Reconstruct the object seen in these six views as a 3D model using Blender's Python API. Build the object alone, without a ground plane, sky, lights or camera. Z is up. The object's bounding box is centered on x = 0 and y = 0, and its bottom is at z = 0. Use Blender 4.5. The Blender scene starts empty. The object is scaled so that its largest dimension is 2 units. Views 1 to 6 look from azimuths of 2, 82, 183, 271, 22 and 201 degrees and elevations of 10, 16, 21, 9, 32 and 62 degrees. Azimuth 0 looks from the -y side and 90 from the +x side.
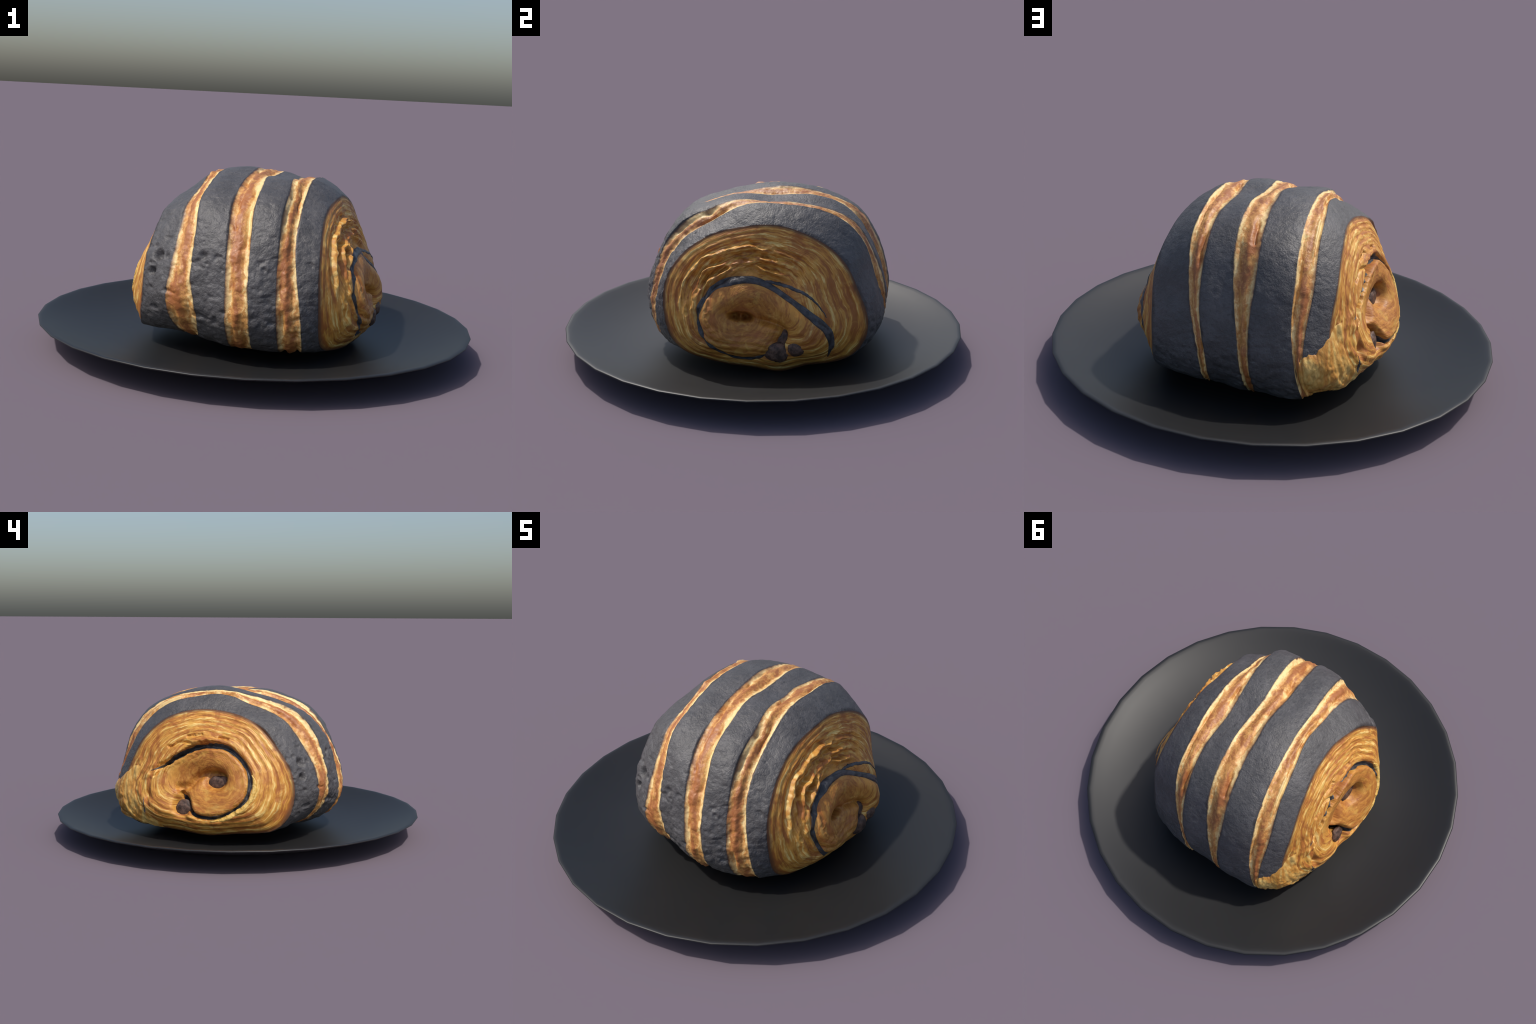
# A laminated two-colour pastry roll (dark crust bands over golden dough) on a dark plate.
import math
import numpy as np

TAU = 2 * math.pi

# ------------------------------------------------------------------ numeric helpers
def smooth(a, b, x):
    t = np.clip((x - a) / (b - a), 0, 1)
    return t * t * (3 - 2 * t)


def perlin(x, y, z, seed=0):
    """Gradient noise in about -1..1, vectorised and seeded."""
    xi, yi, zi = (np.floor(v).astype(np.int64) for v in (x, y, z))
    xf, yf, zf = x - xi, y - yi, z - zi
    fade = lambda t: t * t * t * (t * (t * 6 - 15) + 10)
    u, v, w = fade(xf), fade(yf), fade(zf)

    def grad(ix, iy, iz, dx, dy, dz):
        h = (ix * 374761393 + iy * 668265263 + iz * 2147483647 + seed * 974711) & 0xFFFFFFFF
        h = ((h ^ (h >> 13)) * 1274126177) & 0xFFFFFFFF
        h = (h ^ (h >> 16)) & 15
        a = np.where(h < 8, dx, dy)
        b = np.where(h < 4, dy, np.where((h == 12) | (h == 14), dx, dz))
        return np.where(h & 1, -a, a) + np.where(h & 2, -b, b)

    def mix(a, b, t):
        return a + (b - a) * t
    c = {}
    for i in (0, 1):
        for j in (0, 1):
            for k in (0, 1):
                c[i, j, k] = grad(xi + i, yi + j, zi + k, xf - i, yf - j, zf - k)
    return mix(mix(mix(c[0, 0, 0], c[1, 0, 0], u), mix(c[0, 1, 0], c[1, 1, 0], u), v),
               mix(mix(c[0, 0, 1], c[1, 0, 1], u), mix(c[0, 1, 1], c[1, 1, 1], u), v), w)


def fbm(P, scale, seed=0, octaves=3):
    out, amp, tot = 0, 1.0, 0
    for o in range(octaves):
        s = scale * 2 ** o
        out = out + amp * perlin(P[..., 0] * s, P[..., 1] * s, P[..., 2] * s, seed + o)
        tot += amp
        amp *= 0.5
    return out / tot


def periodic(values, theta):
    """Closed cubic spline through equally spaced values around the roll."""
    v = np.asarray(values, float)
    n = len(v)
    A = np.eye(n) * 4 / 6 + (np.roll(np.eye(n), 1, 0) + np.roll(np.eye(n), -1, 0)) / 6
    c = np.linalg.solve(A, v)
    u = (np.asarray(theta) % TAU) / TAU * n
    k = np.floor(u).astype(int)
    f = u - k
    w = [(1 - f) ** 3 / 6, (3 * f ** 3 - 6 * f ** 2 + 4) / 6, (-3 * f ** 3 + 3 * f ** 2 + 3 * f + 1) / 6, f ** 3 / 6]
    return sum(w[d] * c[(k - 1 + d) % n] for d in range(4))


def open_spline(points, count):
    """Catmull-Rom curve through a few control points, resampled evenly."""
    p = np.asarray(points, float)
    p = np.vstack([2 * p[0] - p[1], p, 2 * p[-1] - p[-2]])
    out = []
    for i in range(1, len(p) - 2):
        t = np.linspace(0, 1, 24, endpoint=False)[:, None]
        a, b, c, d = p[i - 1], p[i], p[i + 1], p[i + 2]
        out.append(0.5 * (2 * b + (c - a) * t + (2 * a - 5 * b + 4 * c - d) * t ** 2 + (3 * b - a - 3 * c + d) * t ** 3))
    out = np.vstack(out + [p[-2][None]])
    s = np.r_[0, np.cumsum(np.linalg.norm(np.diff(out, axis=0), axis=1))]
    t = np.linspace(0, s[-1], count)
    return np.stack([np.interp(t, s, out[:, k]) for k in range(out.shape[1])], -1)


def path_distance(y, z, path):
    """Distance from points to a 2D polyline and the 0..1 position along it."""
    best = np.full(y.shape, 1e9)
    pos = np.zeros(y.shape)
    n = len(path)
    for i in range(n - 1):
        a, d = path[i], path[i + 1] - path[i]
        t = np.clip(((y - a[0]) * d[0] + (z - a[1]) * d[1]) / (d @ d + 1e-12), 0, 1)
        e = np.hypot(y - a[0] - t * d[0], z - a[1] - t * d[1])
        m = e < best
        best = np.where(m, e, best)
        pos = np.where(m, (i + t) / (n - 1), pos)
    return best, pos


def bump(x, c, w):
    return np.exp(-((x - c) / w) ** 2)


# ------------------------------------------------------------------ the roll's skeleton
# The roll lies along its own x axis (turned 15 degrees on the plate). Around it run
# eight edges: the rim of each spiral end and both edges of three golden gaps. Each
# edge is given by its place along the axis and its radius at 20 equal angles
# (0 = back, 90 = top, 180 = front, 270 = underside).
AXIS_TURN = math.radians(-15)
CENTRE = (0.0, 0.03, 0.40)
EDGE_X = np.array([
    [0.376, 0.389, 0.383, 0.379, 0.372, 0.372, 0.364, 0.363, 0.371, 0.387, 0.400, 0.408, 0.411, 0.441, 0.468, 0.474, 0.463, 0.430, 0.385, 0.358],
    [0.168, 0.200, 0.226, 0.237, 0.253, 0.257, 0.261, 0.265, 0.276, 0.291, 0.320, 0.348, 0.340, 0.288, 0.252, 0.230, 0.213, 0.185, 0.135, 0.114],
    [0.117, 0.137, 0.146, 0.161, 0.156, 0.167, 0.182, 0.205, 0.218, 0.233, 0.243, 0.256, 0.246, 0.213, 0.187, 0.168, 0.151, 0.133, 0.109, 0.086],
    [-0.034, 0.003, 0.029, 0.045, 0.058, 0.058, 0.063, 0.084, 0.098, 0.116, 0.134, 0.149, 0.130, 0.096, 0.070, 0.047, 0.014, -0.033, -0.063, -0.062],
    [-0.095, -0.096, -0.080, -0.057, -0.045, -0.033, -0.034, -0.023, -0.007, 0.019, 0.034, 0.045, 0.031, 0.009, -0.014, -0.032, -0.048, -0.068, -0.094, -0.106],
    [-0.258, -0.247, -0.230, -0.211, -0.195, -0.184, -0.178, -0.164, -0.151, -0.129, -0.124, -0.097, -0.125, -0.151, -0.174, -0.189, -0.198, -0.225, -0.291, -0.294],
    [-0.309, -0.313, -0.298, -0.280, -0.258, -0.237, -0.235, -0.231, -0.232, -0.230, -0.234, -0.234, -0.194, -0.223, -0.265, -0.290, -0.303, -0.312, -0.339, -0.322],
    [-0.388, -0.388, -0.375, -0.358, -0.340, -0.333, -0.333, -0.350, -0.363, -0.378, -0.384, -0.389, -0.420, -0.450, -0.455, -0.465, -0.455, -0.440, -0.443, -0.413],
])
EDGE_R = np.array([
    [0.470, 0.434, 0.391, 0.351, 0.328, 0.314, 0.312, 0.334, 0.369, 0.414, 0.450, 0.471, 0.481, 0.412, 0.362, 0.350, 0.385, 0.420, 0.525, 0.539],
    [0.542, 0.525, 0.502, 0.451, 0.406, 0.393, 0.386, 0.381, 0.409, 0.453, 0.492, 0.532, 0.524, 0.402, 0.328, 0.312, 0.346, 0.410, 0.550, 0.612],
    [0.573, 0.538, 0.512, 0.446, 0.397, 0.378, 0.408, 0.430, 0.471, 0.506, 0.536, 0.579, 0.541, 0.397, 0.324, 0.319, 0.367, 0.430, 0.550, 0.607],
    [0.572, 0.538, 0.520, 0.473, 0.415, 0.388, 0.412, 0.448, 0.496, 0.526, 0.576, 0.608, 0.545, 0.398, 0.326, 0.322, 0.373, 0.445, 0.567, 0.604],
    [0.588, 0.556, 0.526, 0.468, 0.432, 0.410, 0.404, 0.433, 0.483, 0.538, 0.575, 0.607, 0.543, 0.402, 0.329, 0.323, 0.369, 0.440, 0.561, 0.612],
    [0.551, 0.526, 0.496, 0.452, 0.415, 0.402, 0.402, 0.436, 0.490, 0.525, 0.559, 0.584, 0.516, 0.376, 0.330, 0.323, 0.360, 0.420, 0.549, 0.601],
    [0.525, 0.474, 0.450, 0.422, 0.392, 0.386, 0.374, 0.391, 0.434, 0.466, 0.525, 0.563, 0.498, 0.375, 0.332, 0.331, 0.360, 0.390, 0.505, 0.584],
    [0.457, 0.412, 0.379, 0.350, 0.325, 0.311, 0.313, 0.333, 0.357, 0.385, 0.438, 0.473, 0.468, 0.383, 0.340, 0.330, 0.338, 0.385, 0.465, 0.507],
])
# How far each spiral end stands out along the axis, at a few places (y, z, x).
END_FRONT = [(0.11, 0.05, .474), (0.0, 0.087, .483), (-.117, .065, .486), (-.21, .008, .510), (-.265, -.088, .528),
             (-.24, -.2, .545), (-.195, -.238, .548), (-.03, -.28, .530), (-.05, -.08, .518), (.10, -.17, .532),
             (0.0, 0.2, .416), (-.2, .16, .426), (.2, .1, .458), (.235, .0, .505), (.256, -.083, .530), (.24, -.17, .545),
             (.25, -.23, .540), (.12, -.27, .555), (.36, -.2, .480), (.36, -.05, .455)]
END_BACK = [(.157, .065, -.446), (.0, .145, -.442), (-.128, .114, -.438), (-.232, .021, -.468), (-.25, -.05, -.495),
            (-.234, -.106, -.515), (-.196, -.16, -.538), (-.138, -.2, -.55), (-.065, -.22, -.55), (.02, -.23, -.545),
            (-.04, -.05, -.464), (.13, -.05, -.452), (.13, -.15, -.495), (.25, -.05, -.472), (.3, -.2, -.508),
            (0, .23, -.385), (-.1, -.285, -.54), (.06, -.285, -.535), (.2, -.25, -.525), (-.26, -.2, -.515)]
N_AROUND = 720
N_END = 170
N_BAND = (44, 30, 44, 30, 50, 30, 44)   # rows between successive edges


def thin_plate(points):
    p = np.asarray(points, float)
    n = len(p)
    d2 = ((p[:, None, :2] - p[None, :, :2]) ** 2).sum(-1)
    K = 0.5 * d2 * np.log(d2 + 1e-12) + np.eye(n) * 2e-3
    Q = np.c_[np.ones(n), p[:, :2]]
    A = np.block([[K, Q], [Q.T, np.zeros((3, 3))]])
    w = np.linalg.solve(A, np.r_[p[:, 2], 0, 0, 0])

    def f(y, z):
        out = w[n] + w[n + 1] * y + w[n + 2] * z
        for i in range(n):
            d = (y - p[i, 0]) ** 2 + (z - p[i, 1]) ** 2
            out = out + w[i] * 0.5 * d * np.log(d + 1e-12)
        return out
    return f


THETA = np.arange(N_AROUND) * TAU / N_AROUND
EX = np.array([periodic(r, THETA) for r in EDGE_X])
ER = np.array([periodic(r, THETA) for r in EDGE_R])


def end_surface(k, controls):
    ang = np.arange(24) * TAU / 24
    rx, rr = periodic(EDGE_X[k], ang), periodic(EDGE_R[k], ang)
    f = thin_plate(list(controls) + [(r * math.cos(a), r * math.sin(a), x) for a, r, x in zip(ang, rr, rx)])
    ey, ez = ER[k] * np.cos(THETA), ER[k] * np.sin(THETA)
    fix = EX[k] - f(ey, ez)

    def g(q):
        q = np.asarray(q)[:, None]
        y, z = q * ey, q * ez
        return np.stack([f(y, z) + fix * smooth(.6, 1, q), y, z], -1)
    return g


def base_grid():
    """Rows from the pole of one end over the side to the pole of the other."""
    endA, endB = end_surface(0, END_FRONT), end_surface(7, END_BACK)
    q = np.linspace(0.004, 1, N_END)
    rows = [endA(q)]
    tags = [np.stack([np.zeros(N_END), q], -1)]           # (segment, position)
    edges = np.stack([EX, ER], -1)                        # 8 x N x 2
    ga, gb = endA([0.80])[0], endB([0.80])[0]
    ghost = lambda g: np.stack([g[:, 0], np.hypot(g[:, 1], g[:, 2])], -1)
    ctl = np.concatenate([ghost(ga)[None], edges, ghost(gb)[None]])
    for k in range(7):
        a, b, c, d = ctl[k:k + 4]
        lab, lbc, lcd = (np.linalg.norm(v, axis=-1, keepdims=True) + 1e-6 for v in (b - a, c - b, d - c))
        m1 = ((b - a) / lab * lbc + (c - b) / lbc * lab) / (lab + lbc) * lbc
        m2 = ((c - b) / lbc * lcd + (d - c) / lcd * lbc) / (lbc + lcd) * lbc
        if k in (0, 6):
            m1, m2 = m1 * .4 + (c - b) * .6, m2 * .4 + (c - b) * .6
        t = np.linspace(0, 1, N_BAND[k] + 1)[1:, None, None]
        h = (2 * t ** 3 - 3 * t ** 2 + 1) * b + (t ** 3 - 2 * t ** 2 + t) * m1 + (3 * t ** 2 - 2 * t ** 3) * c + (t ** 3 - t ** 2) * m2
        rows.append(np.stack([h[..., 0], h[..., 1] * np.cos(THETA), h[..., 1] * np.sin(THETA)], -1))
        tags.append(np.stack([np.full(N_BAND[k], k + 1.0), t[:, 0, 0]], -1))
    rows.append(endB(q[::-1][1:]))
    tags.append(np.stack([np.full(N_END - 1, 8.0), q[::-1][1:]], -1))
    return np.concatenate(rows), np.concatenate(tags)


def grid_normals(P):
    du = np.gradient(P, axis=0)
    dv = np.roll(P, -1, 1) - np.roll(P, 1, 1)
    n = np.cross(du, dv)
    n /= np.linalg.norm(n, axis=-1, keepdims=True) + 1e-12
    return n


# ------------------------------------------------------------------ surface relief
# Places on the spiral ends, as (y, z) seen along the axis.
LAYER_A = [(.078, -.241), (.015, -.278), (-.081, -.292), (-.167, -.256), (-.231, -.197), (-.263, -.125), (-.266, -.066),
           (-.236, -.008), (-.19, .044), (-.126, .071), (-.053, .083), (.007, .078), (.067, .051), (.128, .018),
           (.221, -.037), (.289, -.094), (.336, -.149), (.355, -.218), (.336, -.300)]
STRAND_A = [(.037, .08), (.096, .067), (.187, .043), (.26, .007), (.308, -.049), (.324, -.081)]
FLAKES_A = [[(-.363, -.077), (-.333, .053), (-.275, .131), (-.184, .181), (-.08, .209), (.06, .208), (.139, .188)],
            [(-.296, -.015), (-.239, .101), (-.149, .134), (-.028, .162), (.062, .158), (.15, .13)],
            [(-.275, -.024), (-.223, .054), (-.116, .114), (-.02, .144), (.04, .124), (.187, .077)]]
TUBE_A = [(.269, -.274), (.238, -.137), (.15, -.052), (.041, .006), (-.074, .009), (-.167, -.037), (-.186, -.116),
          (-.136, -.198), (-.042, -.228), (.054, -.188), (.081, -.135)]
CREASE_A = [(-.015, -.092), (.075, -.11), (.123, -.128), (.136, -.157), (.114, -.206)]
LAYER_B = [(.307, -.008), (.281, .002), (.206, .046), (.124, .093), (.066, .124), (.01, .139), (-.046, .136), (-.099, .13),
           (-.145, .104), (-.188, .07), (-.221, .031), (-.238, -.004), (-.247, -.046), (-.242, -.09), (-.219, -.137),
           (-.178, -.175), (-.126, -.205), (-.06, -.222), (.006, -.219), (.048, -.202), (.08, -.164), (.104, -.131), (.127, -.106)]
TUBE_B = [(.193, -.131), (.186, -.046), (.122, .029), (.033, .067), (-.052, .071), (-.126, .042), (-.169, -.016),
          (-.165, -.088), (-.111, -.142), (-.031, -.158), (.036, -.129), (.061, -.086)]
CREASE_B = [(.14, -.086), (.093, -.077), (.049, -.035), (.008, -.01), (-.055, .001), (-.095, -.009)]
PALE_B = [(-.252, 0.0), (-.271, -.05), (-.262, -.106), (-.236, -.148), (-.189, -.186), (-.125, -.221), (-.053, -.239)]
CRACKS_B = [[(.215, .119), (.169, .137), (.134, .149), (.092, .141)], [(.114, .175), (.08, .184), (.041, .191)],
            [(-.058, .178), (-.081, .173), (-.103, .169)], [(.221, .039), (.252, 0.0), (.286, -.035)]]
SMEAR_B = [(.341, -.145), (.336, -.182), (.333, -.229), (.332, -.284)]


def end_relief(side, y, z, q, P):
    """Extra height of a spiral end: leaf edges, the rolled-in layer's furrow, holes."""
    n1, n2 = fbm(P, 9, 11), fbm(P, 26, 12)
    th = np.arctan2(z, y)
    edge = 1 - smooth(.9, 1, q)
    if side == 0:
        h = 0.004 * n1 + 0.0025 * n2
        # fine leaves all round
        lay = np.sin(TAU * (q * 13 + .5 * n1))
        h = h + .0016 * lay * smooth(.35, .6, q)
        rough = smooth(-.5, .0, np.cos(th - math.radians(125)))
        for i, f in enumerate(FLAKES_A):
            d, s = path_distance(y + .018 * fbm(P, 14, 20 + i), z + .018 * fbm(P, 14, 30 + i), open_spline(f, 40))
            fade = smooth(0, .12, s) * (1 - smooth(.8, 1, s))
            h = h + fade * (.014 * np.exp(-(d / .009) ** 2) - .012 * np.exp(-((d - .022) / .012) ** 2))
        h = h + rough * smooth(.4, .5, q) * (1 - smooth(.72, .85, q)) * .006 * np.sin(TAU * (q * 10 + .9 * n1) + 2 * n2)
        d, s = path_distance(y, z, open_spline(LAYER_A, 90))
        h = h - .010 * np.exp(-(d / .018) ** 2)
        d, s = path_distance(y, z, open_spline(TUBE_A, 60))
        h = h + .016 * np.exp(-(d / .045) ** 2) * smooth(0, .1, s)
        d, s = path_distance(y, z, open_spline(CREASE_A, 30))
        h = h - .036 * np.exp(-(d / .017) ** 2) * smooth(0, .3, s)
        h = h - .018 * np.exp(-(((y - .115) / .045) ** 2 + ((z + .2) / .05) ** 2))
        hole = ((y + .062) / .050) ** 2 + ((z + .084 + .12 * (y + .06)) / .017) ** 2
        h = h - .085 * np.exp(-hole ** 2) * (1 - .55 * bump(y, -.06, .012)) - .014 * np.exp(-hole / 5)
    else:
        h = 0.004 * n1 + 0.002 * n2
        lay = np.sin(TAU * (q * 12 + .5 * n1))
        h = h + .0018 * lay * smooth(.5, .7, q)
        d, s = path_distance(y + .010 * n2, z + .010 * n2, open_spline(LAYER_B, 110))
        wide = .010 + .006 * bump(s, .24, .16)
        deep = .026 + .034 * bump(s, .20, .16) + .014 * bump(s, .95, .1)
        h = h - deep * np.exp(-(d / wide) ** 4) * smooth(0, .08, s)
        h = h + .005 * np.exp(-((d - .026) / .012) ** 2)
        d, s = path_distance(y, z, open_spline(TUBE_B, 60))
        h = h + .008 * np.exp(-(d / .040) ** 2) * smooth(0, .2, s)
        d, s = path_distance(y, z, open_spline(CREASE_B, 30))
        h = h - .030 * np.exp(-(d / .019) ** 2)
        hole = ((y + .055) / .060) ** 2 + ((z + .040) / .041) ** 2
        h = h - .042 * np.exp(-hole ** 2)
        h = h - .045 * np.exp(-((((y - .113) / .045) ** 2 + ((z + .17) / .055) ** 2)) ** 2)
        for c in CRACKS_B:
            d, s = path_distance(y + .008 * n2, z + .008 * n2, open_spline(c, 12))
            h = h - .014 * np.exp(-(d / .006) ** 2)
        # rumpled dough toward the folded seam
        seam = smooth(.2, .34, y) * (1 - smooth(.05, .12, z))
        h = h + seam * (.010 * fbm(P * np.array([1, 1.6, .6]), 16, 41) + .006 * fbm(P * np.array([1, 2, .7]), 34, 42))
        h = h - .03 * np.exp(-(((y - .320) / .016) ** 2 + ((z + .13) / .028) ** 2))
    return h * edge


PITS = [(-.310, -.466, .052, .023, .030), (-.334, -.486, -.017, .018, .032), (-.341, -.432, .085, .013, .014),
        (-.262, -.488, .055, .014, .012), (-.073, -.547, .082, .016, .014), (-.05, -.55, .05, .01, .010),
        (.191, -.544, .048, .010, .008), (.30, -.31, .235, .007, .007), (.327, -.285, .264, .010, .006),
        (.25, .50, -.06, .016, .010), (-.003, -.575, -.181, .018, .010),
        (.11, -.56, -.1, .015, .008), (.33, -.42, .06, .012, .006)]
KNOBS = [(-.193, -.489, -.283, .016, .022), (-.322, .53, -.275, .022, .040), (.0, -.50, -.30, .014, .016),
         (.1, -.52, -.27, .012, .010), (-.216, -.085, .38, .028, .016), (.24, .51, -.02, .09, .018), (.08, -.56, -.2, .09, .011),
         (-.06, .60, -.16, .09, .010), (-.37, .50, -.2, .07, .010), (-.2, .58, -.2, .07, -.008), (-.12, -.55, -.22, .08, -.008)]


def side_relief(seg, t, P, th):
    """Height on the rolled side: dark bands stand proud, golden gaps lie lower."""
    deg = np.degrees(th) % 360
    s = 2 * t - 1
    n1, n2, n3 = fbm(P, 8, 51), fbm(P, 24, 52), fbm(P, 60, 53, 2)
    front = bump(deg, 190, 45) + .6 * bump(deg, 335, 30)
    h = .003 * n1 + (.0015 + .0025 * front) * n2 + (.0004 + .0016 * front) * n3
    chip = fbm(P * np.array([1.0, 1.0, 1.8]), 17, 57, 2)
    # flat facets that meet in creases
    fac = np.abs(perlin(P[..., 0] * 13, P[..., 1] * 13, P[..., 2] * 17, 58)) + .5 * np.abs(perlin(P[..., 0] * 31, P[..., 1] * 31, P[..., 2] * 36, 59))
    h = h + (.003 + .0035 * front) * (fac - .25)
    # wrinkles that run along the roll, low on the back
    low = bump(deg, 330, 14)
    h = h + .006 * low * np.abs(np.sin(np.radians(deg) * 26 + 5 * n1))
    h = h - .006 * front * smooth(.22, .5, chip)
    dark = seg % 2 == 1
    if dark:
        h = h + .001 * (1 - s ** 4)
        # a blunt corner runs along the front shoulder
        k = deg - 4 * n1
        tent = np.minimum(np.clip((k - 130) / 15, 0, 1), np.clip((176 - k) / 31, 0, 1))
        h = h + .010 * tent * (1 - smooth(.25, .36, P[..., 0]))
    else:
        wall = 1 - np.abs(s) ** 5
        across = s + .25 * fbm(P, 7, 60 + seg)
        h = h - .005 * wall
        # a soft ridge of dough and one deeper crease wander along each gap
        h = h + wall * (.006 * bump(across, .1, .3) - .017 * bump(across, -.62, .14) * smooth(-.1, .3, fbm(P, 5, 70 + seg)))
        h = h - wall * .016 * bump(across, .50, .13) * smooth(.0, .3, fbm(P, 6, 80 + seg))
        h = h + wall * (.004 * fbm(P, 26, 90 + seg) + .004 * np.abs(perlin(P[..., 0] * 34, P[..., 1] * 17, P[..., 2] * 17, 91)))
        if seg == 2:
            h = h - .016 * wall * bump(deg, 128, 5) * bump(s, .2, .45) - .012 * wall * bump(deg, 146, 7) * bump(s, .35, .3)
        if seg == 4:
            h = h - .024 * wall * bump(deg, 116, 7) * bump(s, .72, .22)
        if seg == 6:
            h = h + .013 * wall * bump(s, .45, .14) * smooth(28, 40, deg) * (1 - smooth(82, 95, deg))
            h = h - .012 * wall * bump(s, .8, .16) * smooth(28, 40, deg) * (1 - smooth(100, 125, deg))
    return h


def pastry_surface():
    P, T = base_grid()
    N = grid_normals(P)
    H = np.zeros(P.shape[:2])
    thg = np.broadcast_to(THETA, P.shape[:2])
    for sg in range(9):
        r = np.where(T[:, 0] == sg)[0]
        Q = P[r]
        t = np.broadcast_to(T[r, 1][:, None], Q.shape[:2])
        if sg in (0, 8):
            H[r] = end_relief(0 if sg == 0 else 1, Q[..., 1], Q[..., 2], t, Q)
        else:
            H[r] = side_relief(sg, t, Q, thg[r])
    for x, y, z, rad, dep in PITS:
        d = np.sqrt(((P - np.array([x, y, z])) ** 2).sum(-1)) / rad + .35 * fbm(P, 45, 97, 2)
        H -= dep * np.exp(-np.abs(d) ** 3)
    for x, y, z, rad, hgt in KNOBS:
        d = np.sqrt(((P - np.array([x, y, z])) ** 2).sum(-1)) / rad
        H += hgt * np.exp(-d ** 1.6)
    # soften height steps where two strips meet
    for _ in range(2):
        H[1:-1] = .25 * H[:-2] + .5 * H[1:-1] + .25 * H[2:]
    S = P + N * H[..., None]
    return S, grid_normals(S), T


# ------------------------------------------------------------------ Blender objects
import bpy

SURF, NORM, TAG = pastry_surface()
ROWS = len(SURF)


def new_object(name, mesh, parent=None):
    ob = bpy.data.objects.new(name, mesh)
    bpy.context.scene.collection.objects.link(ob)
    if parent is not None:
        ob.parent = parent
    return ob


def mesh_from(name, verts, faces, normals=None, material=None, smooth_faces=True):
    me = bpy.data.meshes.new(name)
    me.from_pydata([tuple(map(float, v)) for v in verts], [], faces)
    if smooth_faces:
        me.polygons.foreach_set("use_smooth", [True] * len(me.polygons))
    if material is not None:
        me.materials.append(material)
    me.update()
    if normals is not None:
        me.normals_split_custom_set_from_vertices([tuple(map(float, n)) for n in normals])
    return me


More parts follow.
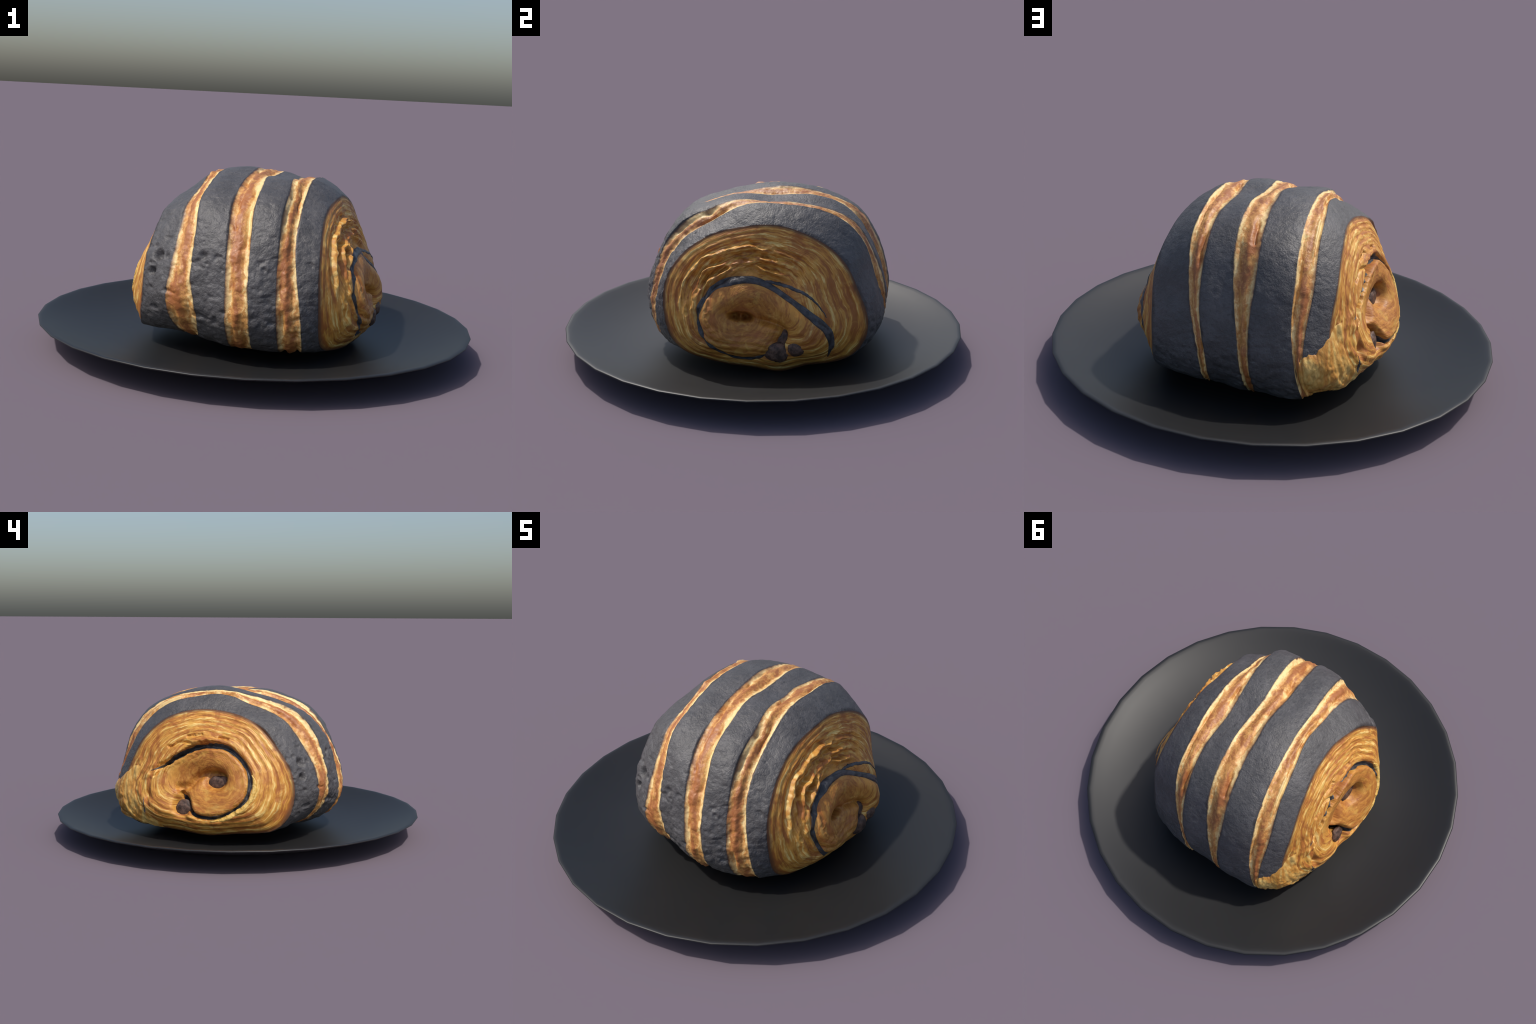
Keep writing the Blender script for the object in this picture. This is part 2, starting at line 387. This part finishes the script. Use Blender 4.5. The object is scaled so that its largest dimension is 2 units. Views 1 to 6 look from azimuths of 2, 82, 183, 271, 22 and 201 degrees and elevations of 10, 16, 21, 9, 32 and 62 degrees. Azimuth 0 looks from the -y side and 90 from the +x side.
# ------------------------------------------------------------------ material kit
class Nodes:
    def __init__(self, name):
        self.mat = bpy.data.materials.new(name)
        self.mat.use_nodes = True
        self.t = self.mat.node_tree
        self.t.nodes.clear()
        self.out = self.t.nodes.new("ShaderNodeOutputMaterial")
        self.bsdf = self.t.nodes.new("ShaderNodeBsdfPrincipled")
        self.t.links.new(self.bsdf.outputs[0], self.out.inputs[0])
        self.coord = self.t.nodes.new("ShaderNodeTexCoord").outputs["Object"]

    def put(self, socket, v):
        if isinstance(v, bpy.types.NodeSocket):
            self.t.links.new(v, socket)
        else:
            socket.default_value = v

    def math(self, op, a, b=0.0, c=None, clamp=False):
        n = self.t.nodes.new("ShaderNodeMath")
        n.operation = op
        n.use_clamp = clamp
        self.put(n.inputs[0], a)
        self.put(n.inputs[1], b)
        if c is not None:
            self.put(n.inputs[2], c)
        return n.outputs[0]

    def step(self, x, a, b):
        n = self.t.nodes.new("ShaderNodeMapRange")
        n.interpolation_type = "SMOOTHSTEP"
        self.put(n.inputs[0], x)
        n.inputs[1].default_value, n.inputs[2].default_value = a, b
        return n.outputs[0]

    def noise(self, scale, detail=3.0, rough=.55, stretch=None, vec=None, distort=0.0):
        v = vec or self.coord
        if stretch:
            m = self.t.nodes.new("ShaderNodeMapping")
            m.inputs["Scale"].default_value = stretch
            self.t.links.new(v, m.inputs[0])
            v = m.outputs[0]
        n = self.t.nodes.new("ShaderNodeTexNoise")
        self.t.links.new(v, n.inputs["Vector"])
        n.inputs["Scale"].default_value = scale
        n.inputs["Detail"].default_value = detail
        n.inputs["Roughness"].default_value = rough
        n.inputs["Distortion"].default_value = distort
        return n.outputs[0]

    def mix(self, f, a, b):
        n = self.t.nodes.new("ShaderNodeMix")
        n.data_type = "RGBA"
        self.put(n.inputs[0], f)
        for s, v in ((n.inputs[6], a), (n.inputs[7], b)):
            self.put(s, (*v, 1.0) if isinstance(v, tuple) else v)
        return n.outputs[2]

    def separate(self):
        n = self.t.nodes.new("ShaderNodeSeparateXYZ")
        self.t.links.new(self.coord, n.inputs[0])
        return n.outputs[0], n.outputs[1], n.outputs[2]

    def combine(self, x, y, z):
        n = self.t.nodes.new("ShaderNodeCombineXYZ")
        for s, v in zip(n.inputs, (x, y, z)):
            self.put(s, v)
        return n.outputs[0]

    def around(self, values, turn):
        """A quantity that varies round the roll, as a curve over the turn 0..1."""
        lo, hi = float(min(values)) - .01, float(max(values)) + .01
        n = self.t.nodes.new("ShaderNodeFloatCurve")
        m = n.mapping
        c = m.curves[0]
        k = len(values)
        pts = [(i / k, (float(v) - lo) / (hi - lo)) for i, v in enumerate(values)] + [(1.0, (float(values[0]) - lo) / (hi - lo))]
        c.points[0].location, c.points[1].location = pts[0], pts[-1]
        for p in pts[1:-1]:
            c.points.new(*p)
        m.update()
        self.put(n.inputs["Value"], turn)
        return self.math("MULTIPLY_ADD", n.outputs[0], hi - lo, lo)

    def polar(self):
        x, y, z = self.separate()
        a = self.math("ARCTAN2", z, y)
        turn = self.math("FRACT", self.math("ADD", self.math("DIVIDE", a, TAU), 1.0))
        rad = self.math("SQRT", self.math("ADD", self.math("MULTIPLY", y, y), self.math("MULTIPLY", z, z)))
        return x, rad, turn

    def across(self, k):
        """-1..1 from one edge of strip k to the other."""
        x, rad, turn = self.polar()
        ang = np.arange(48) * TAU / 48
        a, b = periodic(EDGE_X[k], ang), periodic(EDGE_X[k + 1], ang)
        mid = self.around((a + b) / 2, turn)
        half = self.around((a - b) / 2, turn)
        return self.math("DIVIDE", self.math("SUBTRACT", x, mid), half), turn

    def finish(self, color, rough, bump=None, strength=.3, distance=.004, specular=.5):
        b = self.bsdf.inputs
        self.put(b["Base Color"], color)
        self.put(b["Roughness"], rough)
        b["Specular IOR Level"].default_value = specular
        if bump is not None:
            n = self.t.nodes.new("ShaderNodeBump")
            n.inputs["Strength"].default_value = strength
            n.inputs["Distance"].default_value = distance
            self.t.links.new(bump, n.inputs["Height"])
            self.t.links.new(n.outputs[0], b["Normal"])
        return self.mat


def crust_material(k):
    m = Nodes("dark_crust")
    s, turn = m.across(k)
    dist = m.math("ABSOLUTE", s)
    n1 = m.noise(9, 4)
    n2 = m.noise(60, 4, .65)
    n3 = m.noise(140, 2)
    col = m.mix(m.step(n1, .35, .7), (.068, .065, .066), (.092, .088, .090))  # base greys darkened partway toward the shade on the roll's front and back
    col = m.mix(m.math("MULTIPLY", m.step(n2, .52, .75), .6), col, (.125, .120, .121))
    col = m.mix(m.math("MULTIPLY", m.step(n2, .48, .3), .7), col, (.044, .041, .041))
    col = m.mix(m.math("MULTIPLY", m.step(n3, .66, .78), .35), col, (.15, .135, .12))
    wob = m.math("ADD", dist, m.math("MULTIPLY", m.math("SUBTRACT", n1, .5), .7))
    col = m.mix(m.math("MULTIPLY", m.step(wob, .88, 1.06), .75), col, (.022, .017, .016))
    big = m.noise(4, 2)
    col = m.mix(m.math("MULTIPLY", m.step(big, .42, .62), .25), col, (.058, .055, .055))
    h = m.math("ADD", m.math("MULTIPLY", n2, .7), m.math("MULTIPLY", n3, .3))
    return m.finish(col, m.math("MULTIPLY_ADD", n2, .4, .30), h, .6, .010, .5)


def strip_material(k):
    m = Nodes("golden_dough")
    s, turn = m.across(k)
    a = m.math("MULTIPLY", turn, TAU)
    cs, sn = m.math("COSINE", a), m.math("SINE", a)
    n0 = m.noise(5, 3)
    n1 = m.noise(14, 4, .6, distort=.8)
    n2 = m.noise(45, 5, .7, distort=1.2)
    sw = m.math("ADD", s, m.math("MULTIPLY", m.math("SUBTRACT", n1, .5), 1.1))
    v = m.combine(m.math("MULTIPLY", sw, 1.7), m.math("MULTIPLY", cs, 4.0), m.math("MULTIPLY", sn, 4.0))
    streak = m.noise(1.0, 4, .6, vec=v, distort=.4)
    dist = m.math("ABSOLUTE", m.math("ADD", s, m.math("MULTIPLY", m.math("SUBTRACT", n0, .5), 1.6)))
    toast = m.math("MULTIPLY", m.step(dist, 1.0, .1), .75)
    toast = m.math("ADD", toast, m.math("MULTIPLY", m.math("SUBTRACT", streak, .5), 2.2))
    toast = m.math("ADD", toast, m.math("MULTIPLY", m.math("SUBTRACT", n2, .5), 1.2))
    toast = m.math("ADD", toast, m.math("MULTIPLY", m.math("SUBTRACT", n0, .45), 1.0), clamp=True)
    col = m.mix(m.step(toast, .0, .5), (.86, .63, .28), (.62, .30, .080))
    col = m.mix(m.step(toast, .4, .95), col, (.36, .125, .034))
    # browner along the edge that faces the far end, thin and broken along the other
    lop = m.math("MULTIPLY_ADD", s, -1.0, m.math("MULTIPLY", m.math("SUBTRACT", n1, .5), .9))
    col = m.mix(m.math("MULTIPLY", m.step(lop, .55, 1.05), .8), col, (.20, .075, .026))
    e = m.math("ADD", m.math("ABSOLUTE", s), m.math("MULTIPLY", m.math("SUBTRACT", n1, .5), .45))
    col = m.mix(m.step(e, .86, 1.05), col, (.085, .038, .022))
    return m.finish(col, m.math("MULTIPLY_ADD", n2, .25, .32), n2, .4, .008, .6)


def end_material(k):
    m = Nodes("laminated_dough")
    x, rad, turn = m.polar()
    ang = np.arange(48) * TAU / 48
    q = m.math("DIVIDE", rad, m.around(periodic(EDGE_R[k], ang), turn))
    n0 = m.noise(5, 3)
    n1 = m.noise(13, 4, .6, distort=.6)
    n2 = m.noise(45, 4, .65)
    # leaves: noise that varies fast across the layers and slowly along them
    a = m.math("MULTIPLY", turn, TAU)
    cs, sn = m.math("COSINE", a), m.math("SINE", a)
    qq = m.math("ADD", q, m.math("MULTIPLY", m.math("SUBTRACT", n0, .5), .12))
    v = m.combine(m.math("MULTIPLY", qq, 24.0), m.math("MULTIPLY", cs, 1.5), m.math("MULTIPLY", sn, 1.5))
    leaf = m.noise(1.0, 5, .6, vec=v)
    v2 = m.combine(m.math("MULTIPLY", qq, 55.0), m.math("MULTIPLY", cs, 5.0), m.math("MULTIPLY", sn, 5.0))
    fine = m.noise(1.0, 3, .6, vec=v2)
    f = m.math("ADD", m.math("MULTIPLY", leaf, .68), m.math("MULTIPLY", fine, .32))
    col = m.mix(m.step(f, .43, .51), (.36, .125, .024), (.58, .27, .046))
    col = m.mix(m.math("MULTIPLY", m.math("MULTIPLY", m.step(f, .52, .60), m.step(q, .35, .6)), 1.0), col, (.80, .56, .19))
    # the inner coil has leaves of its own, wound about its own centre
    cy, cz = ((-.06, -.09) if k == 0 else (-.055, -.04))
    _, yy, zz = m.separate()
    dy, dz = m.math("SUBTRACT", yy, cy), m.math("MULTIPLY", m.math("SUBTRACT", zz, cz), 1.15)
    rr = m.math("SQRT", m.math("ADD", m.math("MULTIPLY", dy, dy), m.math("MULTIPLY", dz, dz)))
    ca, sa = m.math("DIVIDE", dy, m.math("ADD", rr, .01)), m.math("DIVIDE", dz, m.math("ADD", rr, .01))
    rw = m.math("ADD", rr, m.math("MULTIPLY", m.math("SUBTRACT", n0, .5), .16))
    v3 = m.combine(m.math("MULTIPLY", rw, 62.0), m.math("MULTIPLY", ca, 1.6), m.math("MULTIPLY", sa, 1.6))
    coil = m.noise(1.0, 4, .6, vec=v3)
    inner = m.mix(m.step(coil, .40, .56), (.30, .095, .018), (.47, .19, .032))
    inner = m.mix(m.math("MULTIPLY", m.step(coil, .55, .70), .5), inner, (.68, .40, .10))
    col = m.mix(m.math("MULTIPLY", m.step(rr, .25, .19), .7), col, inner)
    col = m.mix(m.math("MULTIPLY", m.step(n1, .50, .70), .75), col, (.34, .105, .022))
    col = m.mix(m.math("MULTIPLY", m.step(n1, .46, .30), .45), col, (.66, .40, .085))
    col = m.mix(m.math("MULTIPLY", m.step(n2, .55, .75), .4), col, (.30, .10, .022))
    e = m.math("ADD", q, m.math("MULTIPLY", m.math("SUBTRACT", n1, .5), .03))
    col = m.mix(m.step(e, .945, .995), col, (.12, .050, .022))
    return m.finish(col, m.math("MULTIPLY_ADD", n1, .2, .40), f, .5, .010, .45)


def flap_material():
    m = Nodes("folded_dough")
    n1 = m.noise(13, 4, .6, stretch=(1, 1, .35), distort=.8)
    n2 = m.noise(50, 4, .65, stretch=(1, 1, .5))
    col = m.mix(m.step(n1, .34, .56), (.74, .50, .16), (.54, .25, .045))
    col = m.mix(m.math("MULTIPLY", m.step(n1, .50, .70), .7), col, (.34, .12, .028))
    col = m.mix(m.math("MULTIPLY", m.step(n2, .52, .75), .6), col, (.30, .12, .03))
    return m.finish(col, .45, n2, .4, .008, .45)


def layer_material():
    m = Nodes("dark_dough")
    n1 = m.noise(30, 4, .6)
    n2 = m.noise(110, 3, .6)
    col = m.mix(m.step(n1, .35, .7), (.030, .029, .031), (.085, .082, .086))  # paler grey blotches paint in the highlights seen on the upper coil
    return m.finish(col, .42, m.math("ADD", n1, m.math("MULTIPLY", n2, .5)), .4, .006, .5)


def chocolate_material():
    m = Nodes("chocolate")
    n1 = m.noise(40, 4, .65)
    col = m.mix(m.step(n1, .35, .68), (.045, .026, .020), (.15, .085, .060))
    return m.finish(col, .55, n1, .6, .006, .4)


def glaze_material():
    m = Nodes("dark_glaze")
    n1 = m.noise(7, 3)
    col = m.mix(n1, (.0105, .0105, .0108), (.0135, .0135, .0138))
    return m.finish(col, .46, None, specular=.5)


# ------------------------------------------------------------------ the pastry
BASE_Z = 0.055
pastry = new_object("pastry_roll", None)
pastry.location = (CENTRE[0], CENTRE[1], BASE_Z)
pastry.rotation_euler = (0, 0, AXIS_TURN)
pastry["label"] = "rolled pastry with dark crust bands and golden spiral ends"
pastry["category"] = "pastry"
LIFT = (0, 0, CENTRE[2] - BASE_Z)


def patch(name, parent, material, r0, r1, keep=None, pole=None):
    """One region of the body surface: grid rows r0..r1, cells where keep(row, col)."""
    n = N_AROUND
    rr, cc = np.meshgrid(np.arange(r0, r1), np.arange(n), indexing="ij")
    rr, cc = rr.ravel(), cc.ravel()
    if keep is not None:
        m = keep(rr, cc)
        rr, cc = rr[m], cc[m]
    c2 = (cc + 1) % n
    quads = np.stack([rr * n + cc, (rr + 1) * n + cc, (rr + 1) * n + c2, rr * n + c2], -1)
    used, inv = np.unique(quads, return_inverse=True)
    faces = inv.reshape(-1, 4).tolist()
    verts, norms = SURF.reshape(-1, 3)[used], NORM.reshape(-1, 3)[used]
    if pole is not None:
        row = SURF[pole]
        index = {int(u): i for i, u in enumerate(used)}
        ring = [index[pole * n + j] for j in range(n)]
        verts = np.vstack([verts, row.mean(0)])
        norms = np.vstack([norms, NORM[pole].mean(0) / np.linalg.norm(NORM[pole].mean(0))])
        c = len(verts) - 1
        for j in range(n):
            a, b = ring[j], ring[(j + 1) % n]
            faces.append([c, a, b] if pole == 0 else [c, b, a])
    ob = new_object(name, mesh_from(name, verts, faces, norms, material), parent)
    ob.location = LIFT
    return ob


first = [int(np.where(TAG[:, 0] == s)[0][0]) for s in range(9)]
last = [int(np.where(TAG[:, 0] == s)[0][-1]) for s in range(9)]
end_a = patch("spiral_end", pastry, end_material(0), 0, last[0], pole=0)
end_b = patch("spiral_end", pastry, end_material(7), last[7], ROWS - 1, pole=ROWS - 1)


for s in range(1, 8):
    if s % 2 == 0:
        patch("golden_strip", pastry, strip_material(s - 1), last[s - 1], last[s])
    else:
        patch("crust_band", pastry, crust_material(s - 1), last[s - 1], last[s])


def sample(row, col):
    """Point and normal of the finished surface at a fractional grid place."""
    col = np.asarray(col) % N_AROUND
    r0 = np.clip(np.floor(row).astype(int), 0, ROWS - 2)
    c0 = np.floor(col).astype(int)
    fr, fc = (row - r0)[..., None], (col - c0)[..., None]
    c0 %= N_AROUND
    c1 = (c0 + 1) % N_AROUND
    def lerp(G):
        return (G[r0, c0] * (1 - fc) + G[r0, c1] * fc) * (1 - fr) + (G[r0 + 1, c0] * (1 - fc) + G[r0 + 1, c1] * fc) * fr
    return lerp(SURF), lerp(NORM)


def folded_flap():
    """A ragged lump of dough folded over the last dark band, low on the back."""
    nu, nv = 130, 110
    u, v = np.meshgrid(np.linspace(0, 1, nu), np.linspace(0, 1, nv), indexing="ij")
    a, b, c = last[5] + 10.0, last[7] * 1.0, last[7] + .24 * N_END
    row = np.interp(u, [0, .62, 1], [a, b, c])
    top = np.interp(u, [0, .15, .4, .62, .8, 1], [347, 351, 352.0, 357, 363, 366]) + 1.6 * perlin(u * 9, 0 * u, 0 * u, 3) + .8 * perlin(u * 26, 0 * u, 0 * u, 4)
    low = np.interp(u, [0, .5, 1], [312, 300, 318])
    deg = low + (top - low) * v
    S, Nn = sample(row, deg / 360 * N_AROUND)
    rim = smooth(0, .12, u) * (1 - smooth(.55, 1, u)) * smooth(0, .25, v) * (1 - v ** 14)
    thick = .004 + .009 * bump(v, .93, .12) + .008 * fbm(S * np.array([1, 1, .7]), 22, 44) + .004 * fbm(S, 50, 45)
    V = S + Nn * (thick * rim - .004 * (1 - smooth(0, .2, rim)))[..., None]
    faces = [(i * nv + j, i * nv + j + 1, (i + 1) * nv + j + 1, (i + 1) * nv + j) for i in range(nu - 1) for j in range(nv - 1)]
    ob = new_object("folded_flap", mesh_from("folded_flap", V.reshape(-1, 3), faces, None, flap_material()), pastry)
    ob.location = LIFT
    return ob


folded_flap()


# ---- dark dough layers that show in the spiral ends: conforming ribbons
def on_end(side, y, z):
    k = 0 if side == 0 else 7
    th = np.arctan2(z, y) % TAU
    q = np.hypot(y, z) / periodic(EDGE_R[k], th)
    f = np.clip((q - .004) / .996 * (N_END - 1), 0, N_END - 1.001)
    row = f if side == 0 else (ROWS - 1) - f
    col = th / TAU * N_AROUND
    return sample(row, col)


def ribbon(name, parent, side, controls, width, height, material, seed):
    """width, height: functions of the 0..1 position along the ribbon."""
    n = 260
    path = open_spline(controls, n)
    tan = np.gradient(path, axis=0)
    tan /= np.linalg.norm(tan, axis=1, keepdims=True)
    perp = np.stack([-tan[:, 1], tan[:, 0]], -1)
    s = np.linspace(0, 1, n)
    w = width(s) * (1 + .28 * perlin(s * 17, s * 0 + seed, s * 0, 5))
    o = np.linspace(-1, 1, 15)
    shift = .003 * perlin(s * 12, s * 0 + seed + 3.3, s * 0, 6)
    pts = path[:, None] + perp[:, None] * (o[None, :, None] * w[:, None, None] + shift[:, None, None])
    S, Nn = on_end(side, pts[..., 0], pts[..., 1])
    lift = height(s)[:, None] * (1 - np.abs(o) ** 3) - .0035 * np.abs(o) ** 6 + .0015 * perlin(s[:, None] * 40 + 0 * o, o * 2 + 0 * s[:, None], 0 * o + seed + 0 * s[:, None], 8)
    V = S + Nn * lift[..., None]
    m = len(o)
    faces = [(i * m + j, (i + 1) * m + j, (i + 1) * m + j + 1, i * m + j + 1) for i in range(n - 1) for j in range(m - 1)]
    if side == 1:
        faces = [f[::-1] for f in faces]
    ob = new_object(name, mesh_from(name, V.reshape(-1, 3), faces, None, material), parent)
    return ob


DARK_LAYER = layer_material()
taper = lambda s, a, b: smooth(0, a, s) * (1 - smooth(1 - b, 1, s))
ribbon("dark_dough_layer", end_a, 0, LAYER_A, lambda s: .0035 + (.0085 + .008 * bump(s, .53, .1) + .008 * bump(s, .85, .1)) * taper(s, .06, .05),
       lambda s: .002 + .009 * bump(s, .55, .14) + .007 * bump(s, .8, .12), DARK_LAYER, 1)
ribbon("dark_dough_layer", end_a, 0, STRAND_A, lambda s: .002 + .007 * taper(s, .1, .6), lambda s: .003 + 0 * s, DARK_LAYER, 2)
ribbon("dark_dough_layer", end_b, 1, LAYER_B, lambda s: .002 + (.011 + .007 * bump(s, .24, .14)) * taper(s, .12, .02), lambda s: .002 + 0 * s, DARK_LAYER, 3)
ribbon("dark_dough_layer", end_b, 1, SMEAR_B, lambda s: .001 + .007 * taper(s, .5, .4), lambda s: .0015 + 0 * s, DARK_LAYER, 4)

PALE = Nodes("pale_dough")
pn = PALE.noise(40, 4)
PALE.finish(PALE.mix(PALE.step(pn, .35, .65), (.62, .36, .075), (.74, .50, .15)), .45, pn, .3, .006, .45)
ribbon("pale_dough_lip", end_b, 1, PALE_B, lambda s: .002 + .011 * taper(s, .15, .25), lambda s: .003 + 0 * s, PALE.mat, 6)

# ---- chocolate showing in the hollows
CHOCOLATE = chocolate_material()


def lump(name, parent, side, y, z, size, sink, seed):
    import bmesh
    bm = bmesh.new()
    bmesh.ops.create_icosphere(bm, subdivisions=4, radius=1)
    v = np.array([w.co[:] for w in bm.verts])
    f = [[w.index for w in p.verts] for p in bm.faces]
    bm.free()
    v = v * (1 + .22 * fbm(v + seed * 3.1, 1.3, seed)[:, None] + .10 * fbm(v + seed, 4, seed + 1)[:, None])
    S, Nn = on_end(side, np.array([y]), np.array([z]))
    v = v * np.array(size) + S[0] - np.array([1 if side == 0 else -1, 0, 0]) * sink
    return new_object(name, mesh_from(name, v, f, None, CHOCOLATE), parent)


lump("chocolate_chunk", end_a, 0, .125, -.178, (.032, .046, .048), .002, 1)
lump("chocolate_chunk", end_a, 0, .105, -.245, (.028, .058, .050), .012, 2)
lump("chocolate_chunk", end_a, 0, .193, -.220, (.022, .038, .036), .010, 3)
lump("chocolate_chunk", end_b, 1, -.055, -.048, (.018, .062, .042), .000, 4)
lump("chocolate_chunk", end_b, 1, .113, -.180, (.024, .048, .056), -.006, 5)

# ------------------------------------------------------------------ the plate
SIDES = 32
PROFILE = [(0.0, .021), (.20, .021), (.45, .022), (.56, .027), (.66, .0365), (.76, .0535), (.85, .0775), (.92, .1005), (.963, .1165),
           (.980, .1220), (.988, .1232), (.996, .1222), (1.0, .1195), (.9985, .1165), (.990, .1125),
           (.93, .0935), (.85, .067), (.76, .042), (.66, .025), (.59, .016), (.555, .002), (.55, .0), (.53, .0), (.525, .004), (.51, .013), (0.0, .013)]
pv, pf = [], []
for r, z in PROFILE:
    if r == 0:
        pv.append((0, 0, z))
    else:
        pv += [(r * math.cos(j * TAU / SIDES), r * math.sin(j * TAU / SIDES), z) for j in range(SIDES)]
start = 1
for i in range(1, len(PROFILE) - 2):
    for j in range(SIDES):
        k = (j + 1) % SIDES
        a, b = start, start + SIDES
        pf.append((a + j, b + j, b + k, a + k))
    start += SIDES
for j in range(SIDES):
    k = (j + 1) % SIDES
    pf.append((0, 1 + j, 1 + k))
    pf.append((start + j, len(pv) - 1, start + k))
plate_mesh = mesh_from("plate", pv, pf, None, glaze_material())
plate = new_object("plate", plate_mesh)
plate["label"] = "round dark matt plate with a raised thin rim"
plate["category"] = "plate"
